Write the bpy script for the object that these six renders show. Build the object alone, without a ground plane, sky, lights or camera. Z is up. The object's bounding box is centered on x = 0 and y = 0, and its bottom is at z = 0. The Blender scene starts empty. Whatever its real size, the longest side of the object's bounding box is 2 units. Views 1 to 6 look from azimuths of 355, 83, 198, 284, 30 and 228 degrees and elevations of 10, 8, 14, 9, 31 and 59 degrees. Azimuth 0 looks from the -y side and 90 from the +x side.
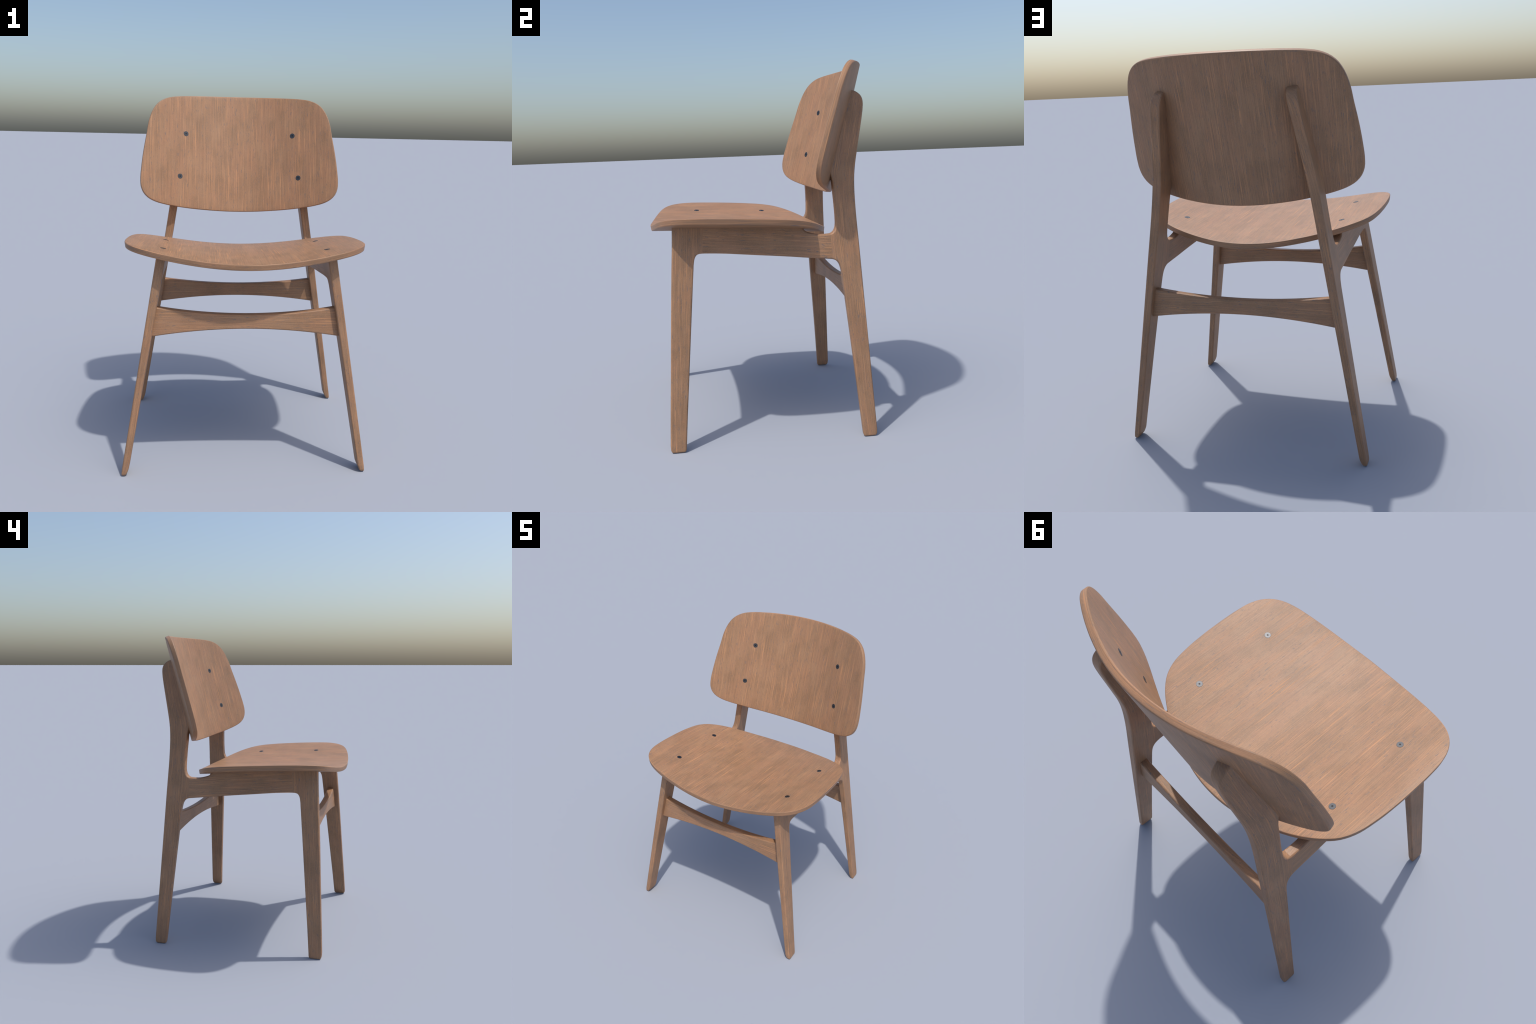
"""A moulded-plywood side chair: two splayed wooden side frames (leg, rail, leg),
two bowed stretchers, a dished seat and a curved backrest held by dark screws."""
import bpy, bmesh, math
from mathutils import Vector, Matrix

# ----------------------------------------------------------------- helpers
def catmull(pts, n=8, closed=False):
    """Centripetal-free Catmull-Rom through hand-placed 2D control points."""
    out, m = [], len(pts)
    segs = m if closed else m - 1
    for i in range(segs):
        if closed:
            p = [pts[(i + k - 1) % m] for k in range(4)]
        else:
            p1, p2 = pts[i], pts[i + 1]
            p0 = pts[i - 1] if i > 0 else (2 * p1[0] - p2[0], 2 * p1[1] - p2[1])
            p3 = pts[i + 2] if i + 2 < m else (2 * p2[0] - p1[0], 2 * p2[1] - p1[1])
            p = [p0, p1, p2, p3]
        d = [max(1e-6, math.dist(p[k], p[k + 1])) for k in range(3)]
        # tangents scaled for uneven spacing (no overshoot at fillets)
        def tan(a, b, c, da, db, axis):
            return ((b[axis] - a[axis]) / da * db + (c[axis] - b[axis]) / db * da) / (da + db)
        for k in range(n):
            t = k / n
            h = (2*t**3 - 3*t**2 + 1, t**3 - 2*t**2 + t, -2*t**3 + 3*t**2, t**3 - t**2)
            q = []
            for ax in range(2):
                m1 = tan(p[0], p[1], p[2], d[0], d[1], ax) * d[1]
                m2 = tan(p[1], p[2], p[3], d[1], d[2], ax) * d[1]
                q.append(h[0]*p[1][ax] + h[1]*m1 + h[2]*p[2][ax] + h[3]*m2)
            out.append(tuple(q))
    if not closed:
        out.append(pts[-1])
    return out

def resample(poly, n):
    """Even arc-length resampling of a closed polyline."""
    m = len(poly)
    L = [0.0]
    for i in range(m):
        L.append(L[-1] + math.dist(poly[i], poly[(i + 1) % m]))
    out, j = [], 0
    for k in range(n):
        s = L[-1] * k / n
        while L[j + 1] < s:
            j += 1
        t = (s - L[j]) / max(1e-9, L[j + 1] - L[j])
        a, b = poly[j], poly[(j + 1) % m]
        out.append((a[0] + t*(b[0]-a[0]), a[1] + t*(b[1]-a[1])))
    return out

def finish(bm, name, mats, parent, angle=40.0, weighted=True):
    bmesh.ops.recalc_face_normals(bm, faces=bm.faces)
    me = bpy.data.meshes.new(name)
    bm.to_mesh(me)
    bm.free()
    for m in mats:
        me.materials.append(m)
    for p in me.polygons:
        p.use_smooth = True
    me.set_sharp_from_angle(angle=math.radians(angle))
    ob = bpy.data.objects.new(name, me)
    bpy.context.scene.collection.objects.link(ob)
    ob.parent = parent
    if weighted:
        w = ob.modifiers.new("weighted", 'WEIGHTED_NORMAL')
        w.keep_sharp = True
        w.weight = 80
    return ob

# --------------------------------------------------------------- materials
def wood(name, along, across, third, seed=0.0, edge_of=None, third_scale=1.0, bend=None):
    """Oiled oak: soft grey-brown mottling, long fine orange fibres, short
    blue-grey pores.  along/across/third: object-space directions of the grain
    frame.  edge_of: node builder giving the depth below the face, used for ply edges."""
    mat = bpy.data.materials.new(name)
    mat.use_nodes = True
    nt = mat.node_tree
    N, K = nt.nodes, nt.links
    N.clear()
    out = N.new('ShaderNodeOutputMaterial')
    bsdf = N.new('ShaderNodeBsdfPrincipled')
    K.new(bsdf.outputs[0], out.inputs[0])
    tc = N.new('ShaderNodeTexCoord')

    def dot(vec):
        n = N.new('ShaderNodeVectorMath')
        n.operation = 'DOT_PRODUCT'
        K.new(tc.outputs['Object'], n.inputs[0])
        n.inputs[1].default_value = vec
        return n.outputs['Value']

    def math_(op, a, b=None, c=None):
        n = N.new('ShaderNodeMath')
        n.operation = op
        for i, v in enumerate((a, b, c)):
            if v is None:
                continue
            if isinstance(v, (int, float)):
                n.inputs[i].default_value = v
            else:
                K.new(v, n.inputs[i])
        return n.outputs[0]

    if edge_of is None:
        l = along.normalized()
        a = (across - l*across.dot(l)).normalized()
        b = l.cross(a)
        A, B, L = dot(a), dot(b*third_scale), dot(l)
        if bend is not None:
            A = bend(N, K, tc, math_)
    else:
        A = edge_of(N, K, tc, math_)
        B, L = math_('MULTIPLY', dot(across), 0.04), dot(along)

    # the fibres wander a little
    wc = N.new('ShaderNodeCombineXYZ')
    for i, (s_, f_) in enumerate(((A, 25.0), (B, 25.0), (L, 7.0))):
        K.new(math_('MULTIPLY_ADD', s_, f_, seed*1.7 + 31.0), wc.inputs[i])
    wn = N.new('ShaderNodeTexNoise')
    wn.inputs['Scale'].default_value = 1.0
    wn.inputs['Detail'].default_value = 3.0
    K.new(wc.outputs[0], wn.inputs['Vector'])
    if edge_of is None:
        A = math_('ADD', A, math_('MULTIPLY_ADD', wn.outputs['Fac'], 0.008, -0.004))

    def noise(fa, fb, fl, detail=3.0, rough=0.55, off=0.0, dist=0.0):
        c = N.new('ShaderNodeCombineXYZ')
        for i, (s, f) in enumerate(((A, fa), (B, fb), (L, fl))):
            K.new(math_('MULTIPLY_ADD', s, f, seed + off * (i + 1)), c.inputs[i])
        n = N.new('ShaderNodeTexNoise')
        n.inputs['Scale'].default_value = 1.0
        n.inputs['Detail'].default_value = detail
        n.inputs['Roughness'].default_value = rough
        n.inputs['Distortion'].default_value = dist
        K.new(c.outputs[0], n.inputs['Vector'])
        return n.outputs['Fac']

    def ramp(fac, lo, hi):
        n = N.new('ShaderNodeMapRange')
        n.interpolation_type = 'SMOOTHSTEP'
        n.inputs['From Min'].default_value = lo
        n.inputs['From Max'].default_value = hi
        K.new(fac, n.inputs['Value'])
        return n.outputs['Result']

    def mix(fac, a, b):
        n = N.new('ShaderNodeMix')
        n.data_type = 'RGBA'
        K.new(fac, n.inputs['Factor'])
        for sock, v in ((n.inputs[6], a), (n.inputs[7], b)):
            if isinstance(v, tuple):
                sock.default_value = v + (1,)
            else:
                K.new(v, sock)
        return n.outputs[2]

    cloud = ramp(noise(10, 10, 7, 3, 0.55), 0.30, 0.70)
    c = mix(cloud, DARK, MID)
    rosy = ramp(noise(16, 16, 8, 2, 0.55, 7.7), 0.40, 0.66)
    c = mix(math_('MULTIPLY', rosy, 0.55), c, ROSY)
    # long even growth lines, darker and lighter
    dk = ramp(noise(290, 290, 3.2, 2, 0.55, 11.9), 0.48, 0.68)
    c = mix(math_('MULTIPLY', dk, 0.50), c, SHADE)
    pale = ramp(noise(330, 330, 6.0, 2, 0.55, 3.1), 0.50, 0.70)
    c = mix(math_('MULTIPLY', pale, 0.32), c, PALE)
    # orange fibres, thin and clear, coming in loose bundles
    bundle = ramp(noise(38, 38, 5.0, 2, 0.5, 23.3), 0.38, 0.62)
    fine = ramp(noise(300, 300, 4.2, 3, 0.5, 5.3), 0.52, 0.69)
    fine = math_('MULTIPLY', fine, math_('MULTIPLY_ADD', bundle, 0.62, 0.30))
    c = mix(math_('MULTIPLY', fine, 0.70), c, FIBRE)
    # short blue-grey pores and a dusting of very fine grain
    pore = ramp(noise(250, 250, 34, 2, 0.5, 17.1), 0.60, 0.71)
    c = mix(math_('MULTIPLY', pore, 0.70), c, PORE)
    dust = ramp(noise(420, 420, 170, 1, 0.5, 41.0), 0.45, 0.75)
    c = mix(math_('MULTIPLY', dust, 0.20), c, FIBRE)
    K.new(c, bsdf.inputs['Base Color'])
    rgh = math_('MULTIPLY_ADD', fine, 0.08, ROUGH)
    K.new(rgh, bsdf.inputs['Roughness'])
    bsdf.inputs['Specular IOR Level'].default_value = SPEC
    bump = N.new('ShaderNodeBump')
    bump.inputs['Strength'].default_value = 0.10
    bump.inputs['Distance'].default_value = 0.002
    K.new(math_('SUBTRACT', fine, pore), bump.inputs['Height'])
    K.new(bump.outputs[0], bsdf.inputs['Normal'])
    return mat

ROUGH, SPEC = 0.49, 0.38
DARK = (0.254, 0.1440, 0.0790)
MID = (0.328, 0.1870, 0.1045)
ROSY = (0.345, 0.1790, 0.0990)
PALE = (0.408, 0.2520, 0.1550)
FIBRE = (0.580, 0.2850, 0.1330)
SHADE = (0.192, 0.1130, 0.0680)
PORE = (0.150, 0.122, 0.112)

def metal(name, base, rough):
    mat = bpy.data.materials.new(name)
    mat.use_nodes = True
    nt = mat.node_tree
    b = nt.nodes['Principled BSDF']
    tc = nt.nodes.new('ShaderNodeTexCoord')
    n = nt.nodes.new('ShaderNodeTexNoise')
    n.inputs['Scale'].default_value = 90
    r = nt.nodes.new('ShaderNodeMapRange')
    r.inputs['To Min'].default_value = rough - 0.03
    r.inputs['To Max'].default_value = rough + 0.03
    nt.links.new(tc.outputs['Object'], n.inputs['Vector'])
    nt.links.new(n.outputs['Fac'], r.inputs['Value'])
    nt.links.new(r.outputs['Result'], b.inputs['Roughness'])
    b.inputs['Base Color'].default_value = base + (1,)
    b.inputs['Metallic'].default_value = 1.0
    return mat

# ------------------------------------------------------- surfaces of the ply
SEAT_T, BACK_T = 0.030, 0.030

def seat_z(x, y):
    return 1.1037 - 0.058*y - 0.0148*y*y + 0.2790*x*x - 0.1600*x**4

def back_y(x, z):
    h = z - 1.6
    return 0.4915 + 0.2577*h - 0.6685*x*x + 0.3224*x**4

def seat_surf(u, v):
    e = 1e-4
    n = Vector((-(seat_z(u+e, v) - seat_z(u-e, v))/(2*e),
                -(seat_z(u, v+e) - seat_z(u, v-e))/(2*e), 1)).normalized()
    return Vector((u, v, seat_z(u, v))), n

def back_surf(u, v):
    e = 1e-4
    n = Vector(((back_y(u+e, v) - back_y(u-e, v))/(2*e), -1,
                (back_y(u, v+e) - back_y(u, v-e))/(2*e))).normalized()
    return Vector((u, back_y(u, v), v)), n

SEAT_HALF = [(0, -.6205), (.10, -.617), (.20, -.609), (.30, -.597), (.40, -.5795),
             (.475, -.560), (.530, -.536), (.575, -.500), (.607, -.453), (.626, -.395),
             (.634, -.320), (.6365, -.210), (.634, -.100), (.625, .010), (.603, .115),
             (.572, .174), (.532, .217), (.450, .275), (.354, .3205), (.261, .3525),
             (.175, .3765), (.0875, .3915), (0, .396)]
BACK_HALF = [(0, 2.0005), (.15, 2.000), (.30, 1.997), (.385, 1.992), (.440, 1.983),
             (.480, 1.966), (.511, 1.9405), (.534, 1.905), (.5525, 1.855), (.570, 1.752),
             (.586, 1.651), (.596, 1.562), (.6005, 1.495), (.597, 1.448), (.581, 1.408),
             (.553, 1.377), (.516, 1.355), (.460, 1.3355), (.390, 1.319), (.300, 1.303),
             (.215, 1.2925), (.10, 1.283), (0, 1.2805)]

def mirrored(half):
    return half + [(-x, y) for x, y in half[-2:0:-1]]

def board(name, half, surf, thick, rad, mats, parent, centre, axis, square, draft,
          count=176, rings=14):
    """Bent plywood panel: outline on the face, rounded edge, even thickness."""
    o = resample(catmull(mirrored(half), 10, True), count)
    nrm = []
    for i in range(count):
        a, b = o[i-1], o[(i+1) % count]
        t = Vector((b[0]-a[0], b[1]-a[1])).normalized()
        nrm.append(Vector((t.y, -t.x)))
    area = sum(o[i-1][0]*o[i][1] - o[i][0]*o[i-1][1] for i in range(count))
    if area < 0:
        nrm = [-n for n in nrm]
    bm = bmesh.new()
    def sink(N):
        """direction the edge runs through the board, between its normal and a fixed axis"""
        d = N.lerp(axis, square).normalized()
        return d/d.dot(N)
    def ring(inset, depth, scale=1.0):
        vs = []
        for p, n in zip(o, nrm):
            q = Vector(p) - n*(inset + draft*depth/thick)
            q = Vector(centre) + (q - Vector(centre))*scale
            P, N = surf(q.x, q.y)
            vs.append(bm.verts.new(P - sink(N)*depth))
        return vs
    R = []
    scales = [(k + 1)/(rings + 1) for k in range(rings)]
    for s in scales:
        R.append((ring(rad, 0, s), 0))
    steps = 5
    for k in range(steps + 1):
        a = k/steps*math.pi/2
        R.append((ring(rad*(1-math.sin(a)), rad*(1-math.cos(a))), 1 if k else 0))
    for k in range(1, 4):
        R.append((ring(0, rad + (thick-2*rad)*k/4), 1))
    for k in range(steps + 1):
        a = (1 - k/steps)*math.pi/2
        R.append((ring(rad*(1-math.sin(a)), thick - rad*(1-math.cos(a))), 1))
    for s in reversed(scales):
        R.append((ring(rad, thick, s), 0))
    for (r0, _), (r1, m1) in zip(R, R[1:]):
        for i in range(count):
            j = (i+1) % count
            bm.faces.new((r0[i], r0[j], r1[j], r1[i])).material_index = m1
    for r, depth in ((R[0][0], 0), (R[-1][0], thick)):
        P, N = surf(*centre)
        c = bm.verts.new(P - sink(N)*depth)
        for i in range(count):
            bm.faces.new((r[i], r[(i+1) % count], c))
    return finish(bm, name, mats, parent, 60, False)

def screw(parent, surf, u, v, head, recess, mesh_cache={}):
    """Flat dark screw head, slightly proud, with a small socket in the middle."""
    if 'me' not in mesh_cache:
        bm = bmesh.new()
        prof = [(0.0158, -0.003, 0), (0.0158, 0.0005, 0), (0.0153, 0.0010, 0),
                (0.0046, 0.0010, 0), (0.0044, 0.0009, 1), (0.0042, 0.0004, 1)]
        n, rows = 40, []
        for r, z, m in prof:
            rows.append(([bm.verts.new((r*math.cos(2*math.pi*i/n), r*math.sin(2*math.pi*i/n), z))
                          for i in range(n)], m))
        for (a, _), (b, m) in zip(rows, rows[1:]):
            for i in range(n):
                bm.faces.new((a[i], a[(i+1) % n], b[(i+1) % n], b[i])).material_index = m
        bm.faces.new(rows[-1][0]).material_index = 1
        bm.faces.new(list(reversed(rows[0][0])))
        ob = finish(bm, "screw", [head, recess], None, 12, False)
        mesh_cache['me'] = ob.data
    else:
        ob = bpy.data.objects.new("screw", mesh_cache['me'])
        bpy.context.scene.collection.objects.link(ob)
    P, N = surf(u, v)
    ob.matrix_world = Matrix.Translation(P) @ N.to_track_quat('Z', 'Y').to_matrix().to_4x4()
    ob.parent = parent
    return ob

# --------------------------------------------------------------- side frames
SLOPE = 0.1600                      # inward lean of each side frame
def outer_x(z):
    return 0.6445 - SLOPE*z
def slab_t(z):
    """thickness of the frame timber in x: slim at the feet, fuller at the post head"""
    k = ((0, .0345), (.25, .0372), (.55, .0398), (.9, .0445), (1.15, .0475),
         (1.5, .0485), (1.65, .0500), (1.8, .0520), (2, .0520))
    for (z0, t0), (z1, t1) in zip(k, k[1:]):
        if z <= z1:
            return t0 + (t1 - t0)*max(0.0, (z - z0)/(z1 - z0))
    return k[-1][1]

def under_seat(x, y):
    P, N = seat_surf(x, y)
    return P.z - SEAT_T/N.z

def slab(name, runs, mats, parent, side, rad=0.0085):
    """Timber sawn to a side profile.  runs: list of (points, rounded?) making a
    closed loop in (y, z); the profile is extruded across the leaning frame and
    its long edges are rounded over, except along joint lines."""
    P, D = [], []
    for pts, rounded in runs:
        for i in range(len(pts) - 1):
            P.append(pts[i])
            D.append(rad if rounded else 0.0)
    m = len(P)
    area = sum(P[i-1][0]*P[i][1] - P[i][0]*P[i-1][1] for i in range(m))
    sg = 1 if area > 0 else -1
    nv = []
    for i in range(m):
        t = Vector((P[(i+1) % m][0]-P[i][0], P[(i+1) % m][1]-P[i][1])).normalized()
        nv.append(Vector((t.y, -t.x))*sg)
    def inset(f):
        out = []
        for i in range(m):
            n1, n2, d1, d2 = nv[i-1], nv[i], D[i-1]*f, D[i]*f
            det = n1.x*n2.y - n1.y*n2.x
            if abs(det) < 0.05:
                n = (n1 + n2).normalized()
                d = -n*max(d1, d2)
            else:
                d = Vector(((-d1*n2.y + d2*n1.y)/det, (-d2*n1.x + d1*n2.x)/det))
            out.append((P[i][0] + d.x, P[i][1] + d.y))
        return out
    bm = bmesh.new()
    steps = 5
    R = []
    def ring(f, w):
        vs = []
        for y, z in inset(f):
            xo, t = outer_x(z), slab_t(z)
            # w: distance from the outer face; negative = from the inner face
            x = xo - w if w >= 0 else xo - t - w
            vs.append(bm.verts.new((side*x, y, z)))
        return vs
    for k in range(steps + 1):
        a = k/steps*math.pi/2
        R.append(ring(1-math.sin(a), rad*(1-math.cos(a)) + 1e-9))
    for k in range(steps + 1):
        a = (1 - k/steps)*math.pi/2
        R.append(ring(1-math.sin(a), -rad*(1-math.cos(a)) - 1e-9))
    for a, b in zip(R, R[1:]):
        for i in range(m):
            bm.faces.new((a[i], a[(i+1) % m], b[(i+1) % m], b[i]))
    bm.faces.new(R[0])
    bm.faces.new(list(reversed(R[-1])))
    # foot: the inside of the leg is eased off near the floor
    if min(z for _, z in P) < 0.01:
        for h in (0.042, 0.032, 0.022, 0.012, 0.005):
            bmesh.ops.bisect_plane(bm, geom=bm.verts[:] + bm.edges[:] + bm.faces[:],
                                   plane_co=(0, 0, h), plane_no=(0, 0, 1))
        for v in bm.verts:
            if v.co.z < 0.042:
                k = (1 - v.co.z/0.042)**1.5
                f = (outer_x(v.co.z) - abs(v.co.x))/slab_t(v.co.z)
                v.co.x += side*(0.0115*k*max(0, f) - 0.0015*k*max(0, 1-f))
    bmesh.ops.remove_doubles(bm, verts=bm.verts, dist=1e-6)
    bmesh.ops.triangulate(bm, faces=[f for f in bm.faces if len(f.verts) > 4])
    return finish(bm, name, mats, parent, 35, True)

# joint lines between legs and rail, in (y, z)
FJ_B, FJ_T = (-.341, 1.0105), (-.329, 1.136)
RJ_B, RJ_T = (.3485, .9448), (.3485, 1.0785)

def seat_line(y0, y1, n=10):
    """Top of the frame, let slightly into the underside of the seat."""
    pts = []
    for i in range(n + 1):
        y = y0 + (y1 - y0)*i/n
        z = 1.12
        for _ in range(6):
            z = under_seat(outer_x(z), y) + 0.003
        pts.append((y, z))
    return pts

def front_leg(mats, parent, side):
    top = seat_line(-.491, FJ_T[0], 5)
    front = catmull([top[0], (-.4965, 1.048), (-.5045, .936), (-.5415, .33),
                     (-.5515, .165), (-.5585, .035)], 5)
    foot = [front[-1], (-.5575, .014), (-.5535, .004), (-.547, 0), (-.488, 0),
            (-.4805, .003), (-.4765, .012), (-.4745, .034)]
    rear = catmull([foot[-1], (-.4625, .173), (-.4500, .304), (-.3945, .885), (-.3905, .926),
                    (-.3865, .962), (-.3795, .990), (-.3690, 1.0045), (-.3545, 1.0097),
                    FJ_B], 6)
    return slab("leg", [(front, True), (foot, True), (rear, True),
                        ([FJ_B, top[-1]], False), (top[::-1], False)], mats, parent, side)

def rail(mats, parent, side):
    top = seat_line(FJ_T[0], .196, 12)
    bottom = catmull([FJ_B, (-.332, 1.0105), (-.292, 1.0087), (-.225, 1.0042), (-.157, .9977),
                      (-.076, .9893), (.02, .980), (.125, .9693), (.223, .958), (.306, .9495),
                      RJ_B], 4)
    notch = catmull([RJ_T, (.322, 1.0768), (.300, 1.0766), (.278, 1.0785), (.256, 1.0830),
                     (.234, 1.0895), (.215, 1.0985), top[-1]], 5)
    return slab("rail", [(bottom, True), ([RJ_B, RJ_T], False), (notch, True),
                         (top[::-1], False), ([top[0], FJ_B], False)], mats, parent, side)

def rear_leg(mats, parent, side):
    under = catmull([RJ_B, (.363, .9398), (.3775, .930), (.3885, .914), (.3952, .892),
                     (.3992, .866), (.4030, .824), (.4080, .76), (.433, .448), (.448, .256),
                     (.4640, .034)], 6)
    foot = [under[-1], (.4655, .012), (.4690, .003), (.476, 0), (.528, 0), (.5355, .003),
            (.5400, .012), (.5415, .034)]
    back = catmull([foot[-1], (.537, .146), (.5285, .357), (.5095, .825), (.5045, .951),
                    (.4998, 1.06), (.4950, 1.169), (.4932, 1.25), (.4940, 1.33),
                    (.4985, 1.395), (.5070, 1.452), (.518, 1.506), (.543, 1.625),
                    (.5575, 1.695), (.5655, 1.742), (.5675, 1.770), (.5650, 1.790),
                    (.5580, 1.8065), (.5450, 1.8205), (.5280, 1.8320)], 6)
    def touch(z):
        P, N = back_surf(outer_x(z) + 0.006, z)
        return (back_y(outer_x(z) + 0.006, z) + BACK_T/abs(N.y), z)
    face = [touch(1.839 - i*(1.839 - 1.40)/14) for i in range(15)]
    post = catmull([face[-1], (.3735, 1.350), (.3755, 1.310), (.3785, 1.265), (.3808, 1.215),
                    (.3820, 1.160), (.3812, 1.130), (.3770, 1.109), (.3700, 1.0945),
                    (.3600, 1.0845), RJ_T], 6)
    return slab("leg", [(under, True), (foot, True), (back, True), ([back[-1], face[0]], True),
                        (face, False), (post, True), ([RJ_T, RJ_B], False)],
                mats, parent, side)

def stretcher(mats, parent, spec, rad=0.008):
    """Bowed cross bar: deep at the ends, waisted in the middle."""
    (z_top_end, z_top_mid, z_bot_end, z_bot_mid, y_front, y_back, lean) = spec
    bm = bmesh.new()
    rows, n, seg = [], 40, 5
    for i in range(n + 1):
        s = -1 + 2*i/n
        f = s*s
        zt = z_top_mid + (z_top_end - z_top_mid)*f
        zb = z_bot_mid + (z_bot_end - z_bot_mid)*f
        prof = []
        for cy, cz, a0 in ((y_back - rad, zt - rad, 0), (y_front + rad, zt - rad, 90),
                           (y_front + rad, zb + rad, 180), (y_back - rad, zb + rad, 270)):
            for k in range(seg + 1):
                a = math.radians(a0 + 90*k/seg)
                prof.append((cy + rad*math.cos(a), cz + rad*math.sin(a)))
        row = []
        for y, z in prof:
            x = s*(outer_x(z) - slab_t(z) + 0.006)   # ends let into the legs
            row.append(bm.verts.new((x, y + lean*(z - 0.79), z)))
        rows.append(row)
    m = len(rows[0])
    for a, b in zip(rows, rows[1:]):
        for i in range(m):
            bm.faces.new((a[i], a[(i+1) % m], b[(i+1) % m], b[i]))
    bm.faces.new(rows[0])
    bm.faces.new(list(reversed(rows[-1])))
    return finish(bm, "stretcher", mats, parent, 50, True)

# ------------------------------------------------------------------ assembly
def build():
    root = bpy.data.objects.new("wooden_chair", None)
    root["label"] = "brown oak side chair with curved plywood seat and backrest"
    root["category"] = "chair"
    bpy.context.scene.collection.objects.link(root)

    X, Y, Z = Vector((1, 0, 0)), Vector((0, 1, 0)), Vector((0, 0, 1))
    def seat_depth(N, K, tc, m):
        s = N.new('ShaderNodeSeparateXYZ')
        K.new(tc.outputs['Object'], s.inputs[0])
        x2 = m('MULTIPLY', s.outputs[0], s.outputs[0])
        a = m('MULTIPLY_ADD', x2, -0.1600, 0.2790)
        b = m('MULTIPLY', a, x2)
        c = m('MULTIPLY_ADD', s.outputs[1], -0.058, b)
        return m('SUBTRACT', s.outputs[2], c)
    def back_depth(N, K, tc, m):
        s = N.new('ShaderNodeSeparateXYZ')
        K.new(tc.outputs['Object'], s.inputs[0])
        x2 = m('MULTIPLY', s.outputs[0], s.outputs[0])
        a = m('MULTIPLY_ADD', x2, 0.3224, -0.6685)
        b = m('MULTIPLY', a, x2)
        c = m('MULTIPLY_ADD', s.outputs[2], 0.2577, b)
        return m('SUBTRACT', s.outputs[1], c)

    def post_line(side):
        """grain of a rear leg follows the lean and the kick-back of the post"""
        def build(N, K, tc, m):
            s = N.new('ShaderNodeSeparateXYZ')
            K.new(tc.outputs['Object'], s.inputs[0])
            up = m('SMOOTH_MAX', m('SUBTRACT', s.outputs[2], 1.36), 0.0, 0.2)
            y = m('MULTIPLY_ADD', s.outputs[2], 0.045, s.outputs[1])
            y = m('MULTIPLY_ADD', up, -0.28, y)
            x = m('MULTIPLY_ADD', s.outputs[2], side*SLOPE, s.outputs[0])
            return m('MULTIPLY_ADD', x, 0.75, m('MULTIPLY', y, 0.9))
        return build

    tilt = Vector((0, 0.25, 0.968))
    w_seat = wood("seat_oak", Y - Z*0.05, X, Z, 3.0, None, 0.12)
    w_seat_edge = wood("seat_ply_edge", X*0.6, Y*0.3, Z, 9.0, seat_depth)
    w_back = wood("backrest_oak", tilt, X, Y, 21.0, None, 0.12)
    w_back_edge = wood("backrest_ply_edge", X*0.6 + Z*0.3, Y*0.3, Z, 29.0, back_depth)
    w_rail = wood("rail_oak", (Y - Z*0.09).normalized(), Z + X*0.8, X, 41.0, None, 0.15)
    w_bar = wood("stretcher_oak", X, Z + Y*0.8, Y, 57.0, None, 0.15)
    head = metal("dark_steel", (0.085, 0.088, 0.095), 0.46)
    socket = metal("socket_steel", (0.036, 0.036, 0.037), 0.50)

    seat = board("seat", SEAT_HALF, seat_surf, SEAT_T, 0.0042, [w_seat, w_seat_edge], root, (0, -.11), Z, 1.0, 0.004)
    back = board("backrest", BACK_HALF, back_surf, BACK_T, 0.0058, [w_back, w_back_edge], root, (0, 1.64),
                 Vector((0, -0.968, 0.25)), 0.25, 0.004)
    for u, v in ((-.4340, -.342), (.4340, -.342), (-.4415, .0842), (.4415, .0842)):
        screw(seat, seat_surf, u, v, head, socket)
    for u, v in ((-.3347, 1.7612), (.3347, 1.7612), (-.3687, 1.5017), (.3687, 1.5017)):
        screw(back, back_surf, u, v, head, socket)

    for side in (1, -1):
        lean = Vector((-side*SLOPE, 0, 1))
        w_f = wood("front_leg_oak", (lean + Y*0.065).normalized(), Y + X*0.8, X, 70.0 + side*4,
                   None, 0.15)
        w_r = wood("rear_leg_oak", lean, Y + X*0.8, X, 90.0 + side*4,
                   None, 0.15, post_line(side))
        front_leg([w_f], root, side)
        rail([w_rail], root, side)
        rear_leg([w_r], root, side)

    #          top end, top mid, bottom end, bottom mid, front, back, lean
    stretcher([w_bar], root, (.884, .8450, .7300, .7705, -.482, -.436, 0.07))
    stretcher([w_bar], root, (.843, .809, .6905, .7305, .4375, .480, -0.02))

build()
